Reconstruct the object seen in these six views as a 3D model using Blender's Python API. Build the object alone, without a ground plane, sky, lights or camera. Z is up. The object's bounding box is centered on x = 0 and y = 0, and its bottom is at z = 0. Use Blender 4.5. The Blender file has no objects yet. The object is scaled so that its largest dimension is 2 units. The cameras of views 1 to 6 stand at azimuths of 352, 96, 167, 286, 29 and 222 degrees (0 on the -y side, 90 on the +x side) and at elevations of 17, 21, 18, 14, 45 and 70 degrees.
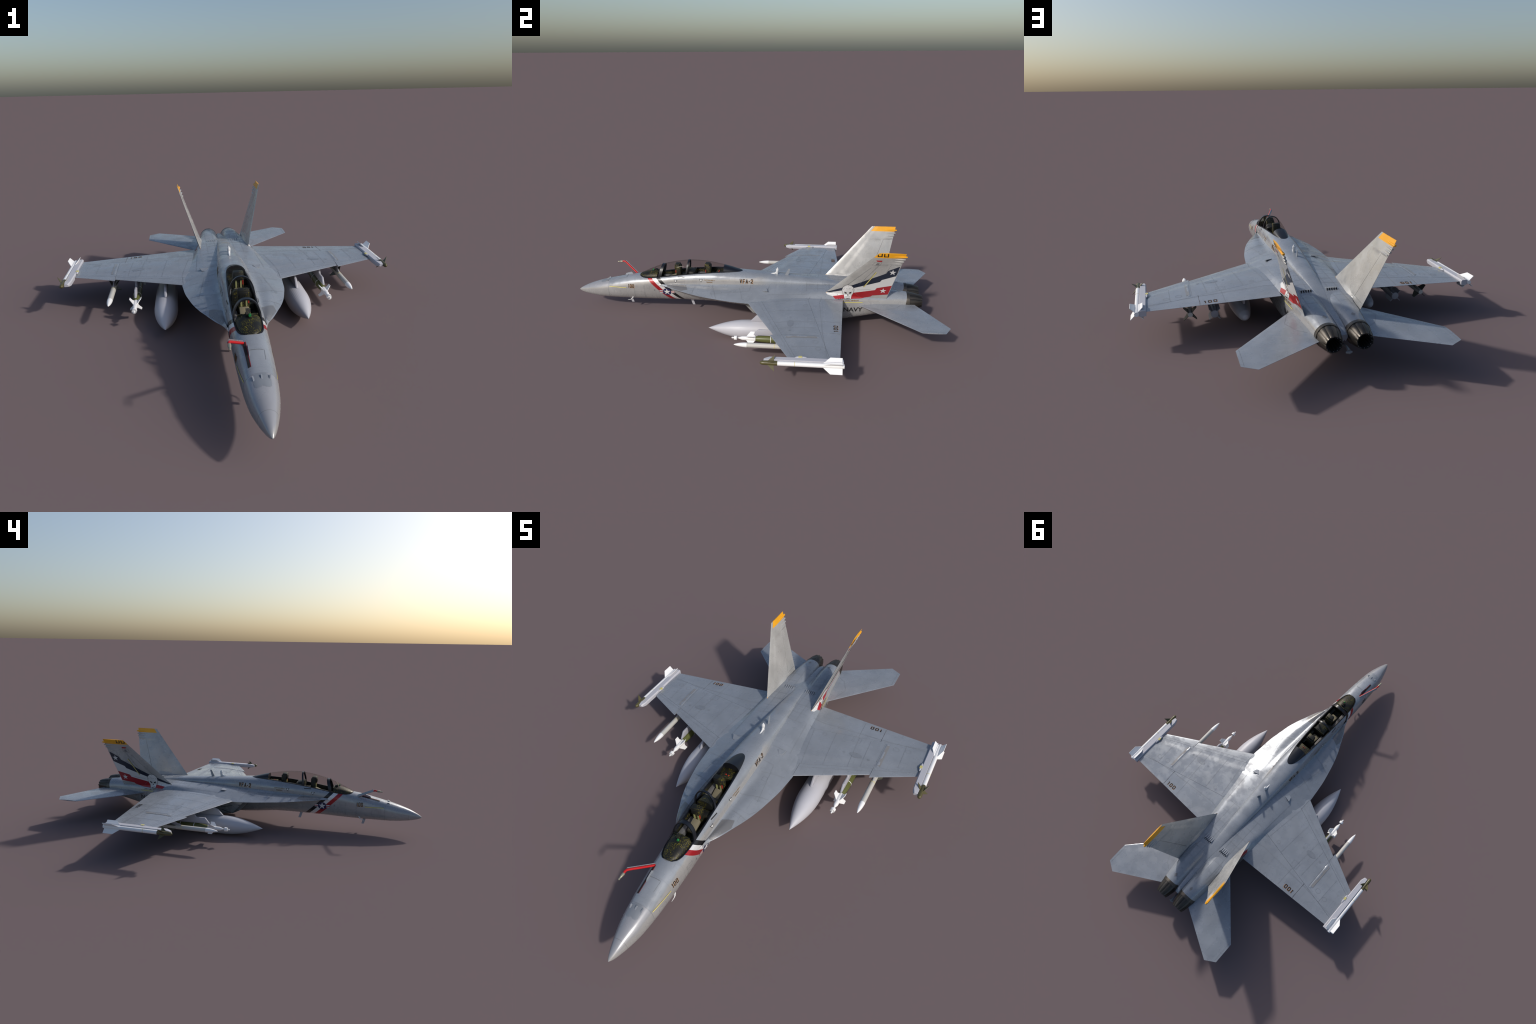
# Twin-seat carrier strike fighter, built part by part (metres, nose towards -y, z up).
import bpy, bmesh, math, random
import numpy as np
from mathutils import Vector, Matrix
from mathutils.bvhtree import BVHTree

random.seed(7)
SCN = bpy.context.scene.collection

# ------------------------------------------------------------------ helpers
def curve(*keys):
    """Monotone cubic (PCHIP) profile through (y, value) keys."""
    xs = np.array([k[0] for k in keys], float); ys = np.array([k[1] for k in keys], float)
    h = np.diff(xs); d = np.diff(ys) / h
    m = np.zeros(len(xs)); m[0] = d[0]; m[-1] = d[-1]
    for i in range(1, len(xs) - 1):
        if d[i-1] * d[i] > 0:
            w1 = 2*h[i] + h[i-1]; w2 = h[i] + 2*h[i-1]
            m[i] = (w1 + w2) / (w1/d[i-1] + w2/d[i])
    def f(x):
        x = min(max(x, xs[0]), xs[-1])
        i = min(max(int(np.searchsorted(xs, x)) - 1, 0), len(h) - 1)
        t = (x - xs[i]) / h[i]
        return float((1+2*t)*(1-t)**2*ys[i] + t*(1-t)**2*h[i]*m[i] + t*t*(3-2*t)*ys[i+1] + t*t*(t-1)*h[i]*m[i+1])
    return f

def smooth01(a, b, x):
    t = min(max((x - a) / (b - a), 0.0), 1.0)
    return t*t*(3 - 2*t)

def catmull(pts, n):
    """n points along a centripetal Catmull-Rom curve through pts (2D or 3D tuples)."""
    P = [np.array(p, float) for p in pts]
    P = [2*P[0]-P[1]] + P + [2*P[-1]-P[-2]]
    seg = len(P) - 3; out = []
    for k in range(n):
        u = k / (n - 1) * seg; i = min(int(u), seg - 1); t = u - i
        p0, p1, p2, p3 = P[i:i+4]
        out.append(0.5*((2*p1) + (-p0+p2)*t + (2*p0-5*p1+4*p2-p3)*t*t + (-p0+3*p1-3*p2+p3)*t**3))
    return out

def finish(me, angle=35.0):
    bm = bmesh.new(); bm.from_mesh(me)
    bmesh.ops.remove_doubles(bm, verts=bm.verts, dist=1e-5)
    bmesh.ops.dissolve_degenerate(bm, dist=1e-6, edges=bm.edges)
    bmesh.ops.recalc_face_normals(bm, faces=bm.faces)
    sharpen(bm, angle)
    bm.to_mesh(me); bm.free()

def sharpen(bm, angle):
    lim = math.radians(angle)
    for f in bm.faces: f.smooth = angle > 0
    for e in bm.edges:
        e.smooth = not (len(e.link_faces) == 2 and e.calc_face_angle(0) > lim)

def put(name, me, parent, mats=()):
    o = bpy.data.objects.new(name, me); SCN.objects.link(o)
    if parent is not None: o.parent = parent
    for m in (mats if isinstance(mats, (list, tuple)) else [mats]):
        if m: me.materials.append(m)
    return o

def mesh(name, verts, faces, parent, mat, angle=35.0):
    me = bpy.data.meshes.new(name)
    me.from_pydata([tuple(map(float, v)) for v in verts], [], faces); me.update()
    finish(me, angle)
    return put(name, me, parent, mat)

def mirrored(o, parent=None):
    """A starboard twin of a port part (mesh flipped in x, geometry real, scale 1)."""
    me = o.data.copy(); bm = bmesh.new(); bm.from_mesh(me)
    for v in bm.verts: v.co.x = -v.co.x
    bmesh.ops.reverse_faces(bm, faces=bm.faces)
    bm.to_mesh(me); bm.free()
    c = bpy.data.objects.new(o.name, me); SCN.objects.link(c)
    c.parent = parent or o.parent
    l = o.location; c.location = (-l.x, l.y, l.z)
    return c

def loft_data(rings, closed=True, cap0=True, cap1=True):
    n = len(rings[0]); V = [p for r in rings for p in r]; F = []
    m = n if closed else n - 1
    for i in range(len(rings) - 1):
        for j in range(m):
            a = i*n + j; b = i*n + (j+1) % n
            F.append((a, b, b + n, a + n))
    if cap0: F.append(tuple(range(n))[::-1])
    if cap1: F.append(tuple(range((len(rings)-1)*n, len(rings)*n)))
    return V, F

def loft(name, rings, parent, mat, closed=True, cap0=True, cap1=True, angle=35.0):
    V, F = loft_data(rings, closed, cap0, cap1)
    return mesh(name, V, F, parent, mat, angle)

def revolve_data(profile, seg, cx=0, cz=0, phase=0.0):
    rings = [[(cx + r*math.cos(2*math.pi*(k+phase)/seg), y, cz + r*math.sin(2*math.pi*(k+phase)/seg)) for k in range(seg)] for y, r in profile]
    return loft_data(rings, True, profile[0][1] > 1e-5, profile[-1][1] > 1e-5)

def revolve(name, profile, parent, mat, seg=32, cx=0, cz=0, angle=35.0):
    V, F = revolve_data(profile, seg, cx, cz)
    return mesh(name, V, F, parent, mat, angle)

def join_data(*parts):
    V, F = [], []
    for v, f in parts:
        o = len(V); V += list(v); F += [tuple(i + o for i in q) for q in f]
    return V, F

def plate_data(outline, thick, to3d, taper=1.0):
    """Solid plate from a 2D outline (a, b); to3d(a, b, t) places it; rim thinned by taper."""
    n = len(outline)
    V = [to3d(a, b, thick/2) for a, b in outline] + [to3d(a, b, -thick/2) for a, b in outline]
    F = [tuple(range(n)), tuple(range(n, 2*n))[::-1]]
    F += [(i, i + n, (i+1) % n + n, (i+1) % n) for i in range(n)]
    return V, F

def box_data(x0, x1, y0, y1, z0, z1):
    V = [(x, y, z) for x in (x0, x1) for y in (y0, y1) for z in (z0, z1)]
    return V, [(0,1,3,2), (4,6,7,5), (0,4,5,1), (2,3,7,6), (0,2,6,4), (1,5,7,3)]

def tube_data(path, radii, seg=12):
    """Round bar along a 3D path."""
    P = [Vector(p) for p in path]; rings = []
    up = Vector((0.123, 0.31, 0.94)).normalized()
    for i, p in enumerate(P):
        d = (P[min(i+1, len(P)-1)] - P[max(i-1, 0)]).normalized()
        a = d.cross(up).normalized(); b = a.cross(d)
        r = radii[i] if isinstance(radii, (list, tuple)) else radii
        rings.append([tuple(p + r*(math.cos(t)*a + math.sin(t)*b)) for t in [2*math.pi*k/seg for k in range(seg)]])
    return loft_data(rings)

def bevel(o, width, segs=2, angle=40):
    m = o.modifiers.new('bevel', 'BEVEL'); m.width = width; m.segments = segs
    m.limit_method = 'ANGLE'; m.angle_limit = math.radians(angle)
    bake(o)

def bake(o, angle=35.0):
    dg = bpy.context.evaluated_depsgraph_get()
    me = bpy.data.meshes.new_from_object(o.evaluated_get(dg))
    o.modifiers.clear(); old = o.data; nm = old.name; o.data = me
    bpy.data.meshes.remove(old); me.name = nm
    bm = bmesh.new(); bm.from_mesh(me); sharpen(bm, angle); bm.to_mesh(me); bm.free()

# ------------------------------------------------------------------ materials
class Nodes:
    def __init__(self, name):
        self.m = bpy.data.materials.new(name); self.m.use_nodes = True
        self.t = self.m.node_tree; self.p = self.t.nodes['Principled BSDF']
        self.co = self.new('ShaderNodeTexCoord').outputs['Object']
    def new(self, kind, **kw):
        n = self.t.nodes.new(kind)
        for k, v in kw.items(): setattr(n, k, v)
        return n
    def link(self, a, b): self.t.links.new(a, b)
    def val(self, sock, v):
        if hasattr(v, 'is_output'): self.link(v, sock)
        else: sock.default_value = v
    def math(self, op, a, b=0.0, c=0.0, clamp=False):
        n = self.new('ShaderNodeMath', operation=op, use_clamp=clamp)
        for i, v in enumerate((a, b, c)): self.val(n.inputs[i], v)
        return n.outputs[0]
    def noise(self, scale, detail=3.0, rough=0.55, stretch=(1, 1, 1), shift=(0, 0, 0)):
        mp = self.new('ShaderNodeMapping'); mp.inputs['Scale'].default_value = stretch; mp.inputs['Location'].default_value = shift
        self.link(self.co, mp.inputs['Vector'])
        n = self.new('ShaderNodeTexNoise'); n.inputs['Scale'].default_value = scale
        n.inputs['Detail'].default_value = detail; n.inputs['Roughness'].default_value = rough
        self.link(mp.outputs[0], n.inputs['Vector']); return n.outputs['Fac']
    def remap(self, v, a, b, c, d):
        n = self.new('ShaderNodeMapRange'); self.val(n.inputs[0], v)
        for i, k in enumerate((a, b, c, d)): n.inputs[i+1].default_value = k
        return n.outputs[0]
    def mix(self, fac, a, b, blend='MIX'):
        n = self.new('ShaderNodeMix', data_type='RGBA', blend_type=blend)
        self.val(n.inputs[0], fac)
        for s, v in ((n.inputs[6], a), (n.inputs[7], b)):
            if hasattr(v, 'is_output'): self.link(v, s)
            else: s.default_value = (*v, 1)
        return n.outputs[2]
    def xyz(self):
        n = self.new('ShaderNodeSeparateXYZ'); self.link(self.co, n.inputs[0]); return n.outputs

def plain(name, col, rough=0.4, metal=0.0, vary=0.08, scale=60, coat=0.0):
    N = Nodes(name); f = N.noise(scale, 4)
    a = tuple(c*(1-vary) for c in col); b = tuple(min(c*(1+vary), 1) for c in col)
    N.link(N.mix(f, a, b), N.p.inputs['Base Color'])
    N.p.inputs['Roughness'].default_value = rough; N.p.inputs['Metallic'].default_value = metal
    if coat: N.p.inputs['Coat Weight'].default_value = coat
    return N.m

def paint(name, col, panels=True, stripes=False, streak=(1, 0.25, 1), vary=0.10, spec=0.6, rough=(0.16, 0.40), metal=0.2, flank=None):
    """Weathered glossy naval grey: broad fading, airflow streaks, faint panel grid, patchy gloss."""
    N = Nodes(name)
    dark = tuple(c*(1-vary) for c in col); light = tuple(c*(1+vary) for c in col)
    c = N.mix(N.remap(N.noise(9, 4, 0.6), 0.32, 0.68, 0, 1), dark, light)
    st = N.remap(N.noise(38, 5, 0.65, streak), 0.45, 0.75, 0, 0.12)
    c = N.mix(st, c, (col[0]*0.72, col[1]*0.72, col[2]*0.70))
    if flank:
        # two-tone scheme: paler warm grey below the shoulder line, edge slightly sprayed
        X, Y, Z = N.xyz()
        if flank == 'nose':
            edge = N.math('MINIMUM', N.math('MULTIPLY_ADD', Y, 0.214, 0.122 + 0.214*0.95), N.math('MULTIPLY_ADD', Y, 0.055, 0.200 + 0.055*0.6))
            inside = N.math('MULTIPLY', N.math('LESS_THAN', N.math('ABSOLUTE', X), 0.0680), N.remap(Y, 0.03, 0.10, 1, 0))
        else:
            edge = 0.165; inside = 1.0
        edge = N.math('ADD', edge, N.remap(N.noise(30, 2), 0.3, 0.7, -0.003, 0.003))
        low = N.remap(N.math('SUBTRACT', edge, Z), -0.003, 0.003, 0, 1)
        c = N.mix(N.math('MULTIPLY', low, inside), c, N.mix(N.remap(N.noise(12, 4, 0.6), 0.32, 0.68, 0, 1), (0.305, 0.303, 0.303), (0.355, 0.353, 0.353)))
    if panels:
        # panel seams: three offset combs of thin dark lines
        X, Y, Z = N.xyz()
        def comb(coord, pitch, off, w):
            fr = N.math('FRACT', N.math('DIVIDE', N.math('ADD', coord, off + 10*pitch), pitch))
            d = N.math('ABSOLUTE', N.math('SUBTRACT', fr, 0.5))
            return N.math('GREATER_THAN', d, 0.5 - w/pitch)
        gate = N.math('GREATER_THAN', N.noise(9, 1), 0.50)
        gate2 = N.math('GREATER_THAN', N.noise(11, 1, shift=(3, 1, 2)), 0.52)
        l = N.math('MAXIMUM', N.math('MULTIPLY', comb(Y, 0.0835, 0.031, 0.0006), gate),
                   N.math('MULTIPLY', comb(N.math('ABSOLUTE', X), 0.0475, 0.012, 0.0006), gate2))
        c = N.mix(N.math('MULTIPLY', l, 0.30), c, tuple(k*0.45 for k in col))
    if stripes:
        X, Y, Z = N.xyz()
        t = N.math('ADD', Y, N.math('MULTIPLY', N.math('SUBTRACT', Z, 0.15), 0.98))
        near = N.math('LESS_THAN', N.math('ABSOLUTE', X), 0.0672)
        def band(a, b):
            return N.math('MULTIPLY', near, N.math('MULTIPLY', N.math('GREATER_THAN', t, a), N.math('LESS_THAN', t, b)))
        c = N.mix(band(-0.522, -0.494), c, RED)
        c = N.mix(band(-0.494, -0.467), c, (0.66, 0.66, 0.67))
        c = N.mix(band(-0.467, -0.442), c, (0.012, 0.012, 0.014))
        ring = N.math('MULTIPLY', N.math('GREATER_THAN', Y, -0.9325), N.math('LESS_THAN', Y, -0.9312))
        ring2 = N.math('MULTIPLY', N.math('GREATER_THAN', Y, -0.8062), N.math('LESS_THAN', Y, -0.8050))
        c = N.mix(N.math('MULTIPLY', N.math('ADD', ring, ring2), 0.45), c, (0.08, 0.085, 0.09))
    N.link(c, N.p.inputs['Base Color'])
    N.link(N.remap(N.noise(20, 3, 0.6, shift=(5, 2, 1)), 0.36, 0.64, rough[0], rough[1]), N.p.inputs['Roughness'])
    N.p.inputs['Specular IOR Level'].default_value = spec
    N.p.inputs['Metallic'].default_value = metal
    return N.m

RED = (0.32, 0.012, 0.018)
GREY = (0.268, 0.290, 0.323)
M_BODY = paint('fuselage_grey', GREY, stripes=True, flank='nose')
M_GREY = paint('wing_grey', GREY)
M_NAC = paint('nacelle_grey', GREY, flank='nacelle')
M_FIN = paint('fin_pale_grey', (0.400, 0.398, 0.388), panels=False, vary=0.14, streak=(1, 1, 0.3), rough=(0.20, 0.42), metal=0.2)
M_WHITE = plain('white_paint', (0.80, 0.80, 0.80), 0.42, vary=0.03)
M_TANK = plain('tank_grey', (0.46, 0.46, 0.50), 0.42, vary=0.03)
M_PYLON = plain('pylon_grey', (0.36, 0.36, 0.40), 0.5, vary=0.04)
M_MISSILE = plain('missile_grey', (0.50, 0.49, 0.46), 0.45, vary=0.05)
M_OLIVE = plain('olive_green', (0.105, 0.115, 0.035), 0.42, vary=0.10)
M_SEEKER = plain('olive_brown', (0.085, 0.075, 0.028), 0.38, vary=0.10)
M_FINDARK = plain('missile_fin_dark', (0.075, 0.075, 0.06), 0.5, vary=0.1)
M_YELLOW = plain('yellow_tip', (0.74, 0.34, 0.010), 0.42, vary=0.10, scale=30)
M_YSTRIP = plain('formation_light_yellow', (0.58, 0.52, 0.19), 0.5, vary=0.05)
M_RED = plain('red_paint', RED, 0.4, vary=0.12, scale=25)
M_PROBE = plain('probe_red', (0.46, 0.008, 0.010), 0.35)
M_NAVY = plain('navy_paint', (0.013, 0.018, 0.035), 0.38, vary=0.15)
M_BLACK = plain('black_paint', (0.012, 0.012, 0.013), 0.42, vary=0.1)
M_FRAME = plain('canopy_frame_black', (0.008, 0.010, 0.015), 0.36, vary=0.1)
M_ORANGE = plain('orange_shadow', (0.62, 0.26, 0.03), 0.42)
M_STENCIL = plain('brown_stencil', (0.16, 0.09, 0.025), 0.45)
M_MARK = plain('white_marking', (0.60, 0.60, 0.60), 0.42, vary=0.06, scale=25)
M_BLUE = plain('insignia_blue', (0.02, 0.02, 0.075), 0.4)
M_PATCH = paint('dark_grey_patch', (0.185, 0.185, 0.19), panels=False)
M_SEAM = plain('panel_seam', (0.145, 0.155, 0.17), 0.5)
M_PAD = paint('beige_pad', (0.262, 0.255, 0.250), panels=False)
M_DARK = plain('painted_depth_black', (0.012, 0.012, 0.013), 0.8)  # near-black painted for depth in ducts and mouths, and on flat slot films
M_PALE = plain('pale_hardware', (0.62, 0.63, 0.64), 0.35)
M_STRAP = plain('seat_strap', (0.34, 0.36, 0.16), 0.7)
M_CUSHION = plain('seat_cushion', (0.24, 0.22, 0.15), 0.8, vary=0.12)
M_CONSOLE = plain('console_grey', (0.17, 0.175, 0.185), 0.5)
M_LAMP = plain('green_display', (0.02, 0.22, 0.06), 0.2)
M_BUTTON = plain('red_handle', (0.55, 0.05, 0.03), 0.4)

def speckled_black():
    N = Nodes('cockpit_black'); 
    f = N.remap(N.noise(330, 2, 0.6), 0.57, 0.62, 0, 1)  # yellow specks copy stray texture noise, not a camouflage pattern
    g = N.math('MULTIPLY', f, N.remap(N.noise(22, 2, 0.5), 0.42, 0.56, 0, 1.0))
    N.link(N.mix(g, (0.010, 0.012, 0.012), (0.22, 0.20, 0.015)), N.p.inputs['Base Color'])
    N.p.inputs['Roughness'].default_value = 0.5
    return N.m
M_COCK = speckled_black()

def nozzle_metal():
    N = Nodes('burnt_metal')
    f = N.noise(45, 5, 0.6, (1, 0.2, 1))
    c = N.mix(N.remap(f, 0.3, 0.7, 0, 1), (0.036, 0.033, 0.029), (0.115, 0.102, 0.088))
    N.link(c, N.p.inputs['Base Color']); N.p.inputs['Metallic'].default_value = 0.75
    N.link(N.remap(N.noise(60, 4), 0.3, 0.7, 0.32, 0.52), N.p.inputs['Roughness'])
    return N.m
M_METAL = nozzle_metal()

def glass():
    m = bpy.data.materials.new('smoked_canopy_glass'); m.use_nodes = True; t = m.node_tree
    t.nodes.remove(t.nodes['Principled BSDF']); out = t.nodes['Material Output']
    tr = t.nodes.new('ShaderNodeBsdfTransparent'); tr.inputs[0].default_value = (0.88, 0.86, 0.84, 1)
    gl = t.nodes.new('ShaderNodeBsdfGlossy'); gl.inputs['Roughness'].default_value = 0.06
    gl.inputs[0].default_value = (0.6, 0.58, 0.55, 1)
    lw = t.nodes.new('ShaderNodeLayerWeight'); lw.inputs[0].default_value = 0.12
    mp = t.nodes.new('ShaderNodeMath'); mp.operation = 'MULTIPLY'; mp.inputs[1].default_value = 0.22
    t.links.new(lw.outputs['Fresnel'], mp.inputs[0])
    mx = t.nodes.new('ShaderNodeMixShader')
    t.links.new(mp.outputs[0], mx.inputs[0]); t.links.new(tr.outputs[0], mx.inputs[1]); t.links.new(gl.outputs[0], mx.inputs[2])
    t.links.new(mx.outputs[0], out.inputs[0]); return m
M_GLASS = glass()

# ------------------------------------------------------------------ root
jet = bpy.data.objects.new('fighter_jet', None); SCN.objects.link(jet)
jet['label'] = 'grey twin-tail two-seat fighter jet carrying wing stores'
jet['category'] = 'fighter jet'

# ------------------------------------------------------------------ wing shape functions
def airfoil(c):
    """Half thickness (fraction of max) along the chord fraction c."""
    c = min(max(c, 0), 1)
    return (2.0*(math.sqrt(c) - c*.55) if c < .25 else 1.0 - ((c-.35)/.65)**2 * (1 if c > .35 else .1)) if c < 1 else 0.0


# wing: edges as functions of span x
def wing_le(x):
    if x < .5045: return .005 + (x - .212)*(.161-.005)/(.503-.212)
    return .1455 + (x - .506)*(.243-.1455)/(.688-.506)
def wing_te(x): return .491 + (x - .151)*(.4635-.491)/(.692-.151)
def wing_half(x): return .0112 - (x-.15)/.54*.0078
def wing_pt(x, y, side):
    a, b_ = wing_le(x), wing_te(x); c = (y-a)/(b_-a); cc = min(max(c, 0), 1)
    t = wing_half(x)*max(airfoil(c), .07 if c > .5 else .0)
    lead = .1580 - (x-.212)*(.1580-.1405)/(.688-.212); trail = .1668 - (x-.151)*(.1668-.1435)/(.692-.151)
    camber = .0042*math.sin(math.pi*cc)*(1 - (x-.15)/.7)
    return (x, y, lead + (trail-lead)*cc + camber + side*t)

# ------------------------------------------------------------------ fuselage
top_z = curve((-1, .105), (-.992, .1125), (-.97, .126), (-.925, .1465), (-.88, .1615), (-.83, .1745), (-.78, .186), (-.72, .199),
              (-.66, .2105), (-.6, .2175), (-.5, .2293), (-.37, .2484), (-.27, .2576), (-.19, .2600), (-.1, .2575), (-.045, .254), (0, .251),
              (.09, .2445), (.16, .239), (.26, .231), (.35, .223), (.43, .214), (.5, .204), (.57, .193), (.64, .181), (.75, .172), (.80, .166), (.835, .155), (.85, .143))
foot_x = curve((-1, .0005), (-.992, .0065), (-.97, .0165), (-.92, .0325), (-.87, .0440), (-.82, .0502), (-.76, .0545), (-.68, .0582), (-.6, .0605),
               (-.5, .0625), (-.3, .0655), (-.1, .067), (0, .064), (.1, .058), (.17, .053), (.25, .048), (.35, .040), (.44, .032), (.53, .024), (.64, .013), (.75, .014), (.85, .013))
foot_z = curve((-1, .105), (-.92, .112), (-.85, .120), (-.75, .132), (-.65, .148), (-.55, .168), (-.5, .178), (-.4, .187), (-.2, .195),
               (0, .202), (.2, .205), (.4, .204), (.55, .195), (.64, .179), (.75, .168), (.80, .160), (.835, .148), (.85, .136))
bot_z = curve((-1, .105), (-.992, .0985), (-.97, .0905), (-.92, .0805), (-.87, .0745), (-.8, .071), (-.6, .069), (-.4, .0705), (-.22, .068),
              (-.08, .053), (0, .046), (.3, .040), (.5, .044), (.62, .062), (.72, .085), (.85, .124))
lex_x = curve((-.515, .0640), (-.47, .078), (-.425, .1025), (-.36, .131), (-.318, .149), (-.244, .173), (-.178, .188), (-.115, .200), (-.035, .2085),
              (.0, .2115), (.03, .2100), (.10, .196), (.2, .176), (.3, .162), (.42, .150), (.48, .140), (.54, .124), (.66, .106), (.72, .095), (.80, .05), (.85, .0135))
strake_z = curve((-.515, .1755), (-.4, .1725), (-.2, .165), (0, .1580), (.035, .1585))
aft_edge_z = curve((.40, .1690), (.49, .1700), (.6, .172), (.72, .166), (.80, .156), (.85, .135))
def lex_z(y):
    """Strake edge height; behind the wing's leading edge it sinks just into the wing's upper skin."""
    if y < 0: return strake_z(y)
    w = smooth01(.01, .05, y)
    z = strake_z(y)*(1-w) + (wing_pt(lex_x(y), y, 1)[2] - .0014)*w if y < .45 else 0
    v = smooth01(.40, .45, y)
    return z*(1-v) + aft_edge_z(y)*v
ridge_x = curve((-.2, .110), (-.11, .115), (.09, .125), (.21, .130), (.3, .133), (.4, .123), (.5, .118), (.62, .107), (.72, .085), (.80, .04), (.85, .010))
ridge_z = curve((-.2, .183), (-.1, .1855), (.1, .1905), (.3, .1915), (.4, .1950), (.5, .1935), (.6, .1900), (.72, .181), (.80, .162), (.85, .1355))

def half_section(y):
    """Half outline from the top centre round to the belly centre: hump, deck, strake edge, flank."""
    zt, xf, zf, zb = top_z(y), foot_x(y), foot_z(y), bot_z(y)
    p = 2.05 + .35*smooth01(-.95, -.75, y) + .05*smooth01(-.62, -.5, y) + .10*smooth01(-.3, -.1, y) - .35*smooth01(.05, .35, y)
    out = []
    for k in range(18):
        a = math.pi/2*k/17
        out.append((xf*math.sin(a)**(2/p), zf + (zt-zf)*max(math.cos(a), 0)**(2/p)))
    if y > -.515:
        xl, zl = lex_x(y), lex_z(y); d = xl - xf
        w = smooth01(-.2, .06, y)
        fm = (xf + .16*d, zl + .62*(zf-zl) + .0025); fr = (xf + .52*d, zl + .0070 + .36*(zf-zl))
        am = ((xf + ridge_x(y))/2, (zf + ridge_z(y))/2 + .0012); ar = (ridge_x(y), ridge_z(y))
        M = [fm[i]*(1-w) + am[i]*w for i in (0, 1)]; R = [fr[i]*(1-w) + ar[i]*w for i in (0, 1)]
        g = smooth01(-.515, -.485, y)
        C = catmull([(xf, zf), M, R, (xl, zl)], 22)
        C = [(xf + (c[0]-xf)*1.0, zf + (c[1]-zf)) for c in C]
        th = .0015 + .010*smooth01(-.5, -.3, y)
        xu = xf - .0012 - .0075*smooth01(-.5, -.25, y) - .002*w; zu = zl - th - .006*smooth01(-.45, -.3, y)
        U = [(xl + (xu-xl)*k/7, zl - .001*g + (zu - zl + .001*g)*math.sin(math.pi/2*k/7)) for k in range(8)]
    else:
        xl = xf; C = [(xf, zf)]*22; U = [(xf, zf)]*8; xu, zu = xf, zf
    out += [tuple(c) for c in C[1:]] + U[1:]
    q = 2.3 - .25*smooth01(-.6, -.35, y)
    for k in range(1, 17):
        a = math.pi/2*k/16
        out.append((xu*max(math.cos(a), 0)**(2/q), zb + (zu-zb)*(1 - math.sin(a)**(2/q))))
    return out

def ring(y):
    h = half_section(y)
    return [(x, y, z) for x, z in h] + [(-x, y, z) for x, z in h[-2:0:-1]]

stations = sorted(set([round(v, 4) for v in [-.8055] +
    list(-1 + .03*np.linspace(0, 1, 7)**1.6) + list(np.linspace(-.96, -.54, 36)) + list(np.linspace(-.53, -.46, 18)) +
    list(np.linspace(-.45, -.04, 46)) + list(np.linspace(-.03, .05, 26)) + list(np.linspace(.06, .85, 70))]))
fuselage = loft('fuselage', [ring(y) for y in stations], jet, M_BODY, angle=42)

# cockpit opening, cut along the canopy sill
can_w = curve((-.6335, .0005), (-.630, .014), (-.622, .027), (-.605, .037), (-.58, .0435), (-.53, .0465), (-.45, .0475), (-.36, .0468), (-.27, .0445), (-.19, .0405),
              (-.13, .0345), (-.09, .027), (-.062, .0175), (-.049, .0075), (-.044, .0005))
can_top = curve((-.6335, .2145), (-.6, .2315), (-.566, .2475), (-.5, .2755), (-.45, .289), (-.4, .299), (-.33, .3065), (-.28, .305), (-.217, .2965), (-.14, .2795), (-.09, .2655), (-.044, .2515))
sill_z = curve((-.6335, .2135), (-.6, .2085), (-.55, .2105), (-.5, .217), (-.37, .2355), (-.27, .246), (-.19, .2515), (-.14, .2530), (-.09, .2535), (-.044, .2505))

def outline(inset, n=46, y0=-.6335, y1=-.150):
    ys = [y0 + (y1-y0)*(.5 - .5*math.cos(math.pi*k/n)) for k in range(n+1)]
    ys = [y for y in ys]
    return [(max(can_w(y) - inset, .0006), y) for y in ys]
half = outline(.0018, y0=-.628, y1=-.150)
poly = half + [(-x, y) for x, y in half[::-1]]
cz = [(x, y, .162) for x, y in poly]; ct = [(x, y, .32) for x, y in poly]
V, F = loft_data([cz, ct])
cutter = mesh('cutter', V, F, None, M_COCK)
fuselage.data.materials.append(M_COCK)
b = fuselage.modifiers.new('cockpit', 'BOOLEAN'); b.operation = 'DIFFERENCE'; b.object = cutter; b.solver = 'EXACT'
bake(fuselage, 42)
bpy.data.objects.remove(cutter, do_unlink=True)
# the tub keeps the cutter's dark material
bm = bmesh.new(); bm.from_mesh(fuselage.data)
for f in bm.faces:
    c = f.calc_center_median()
    if -.632 < c.y < -.149 and abs(c.x) < can_w(c.y) - .0012 and .1615 < c.z and (abs(f.normal.z) < .2 and f.normal.x*c.x <= 1e-6 or abs(c.z-.162) < .0006):
        f.material_index = 1
bm.to_mesh(fuselage.data); bm.free()

# the radome is a part of its own, cut off at the seam ring with the body's normals kept
def split_off(src, name, test):
    me = src.data; nrm = [v.normal.copy() for v in me.vertices]
    part = me.copy(); part.name = name
    for m_, keep in ((part, True), (me, False)):
        bm = bmesh.new(); bm.from_mesh(m_); ly = bm.verts.layers.int.new('src')
        for v in bm.verts: v[ly] = v.index
        bmesh.ops.delete(bm, geom=[f for f in bm.faces if test(f.calc_center_median()) != keep], context='FACES')
        ids = [v[ly] for v in bm.verts]; bm.verts.layers.int.remove(ly)
        bm.to_mesh(m_); bm.free()
        if keep: m_.normals_split_custom_set_from_vertices([nrm[i] for i in ids])
    return put(name, part, jet)
radome = split_off(fuselage, 'radome', lambda c: c.y < -.8055)
radome.data.materials[0] = paint('radome_grey', (0.300, 0.308, 0.335), stripes=True, panels=False, vary=0.05, rough=(0.20, 0.30), flank='nose')

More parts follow.
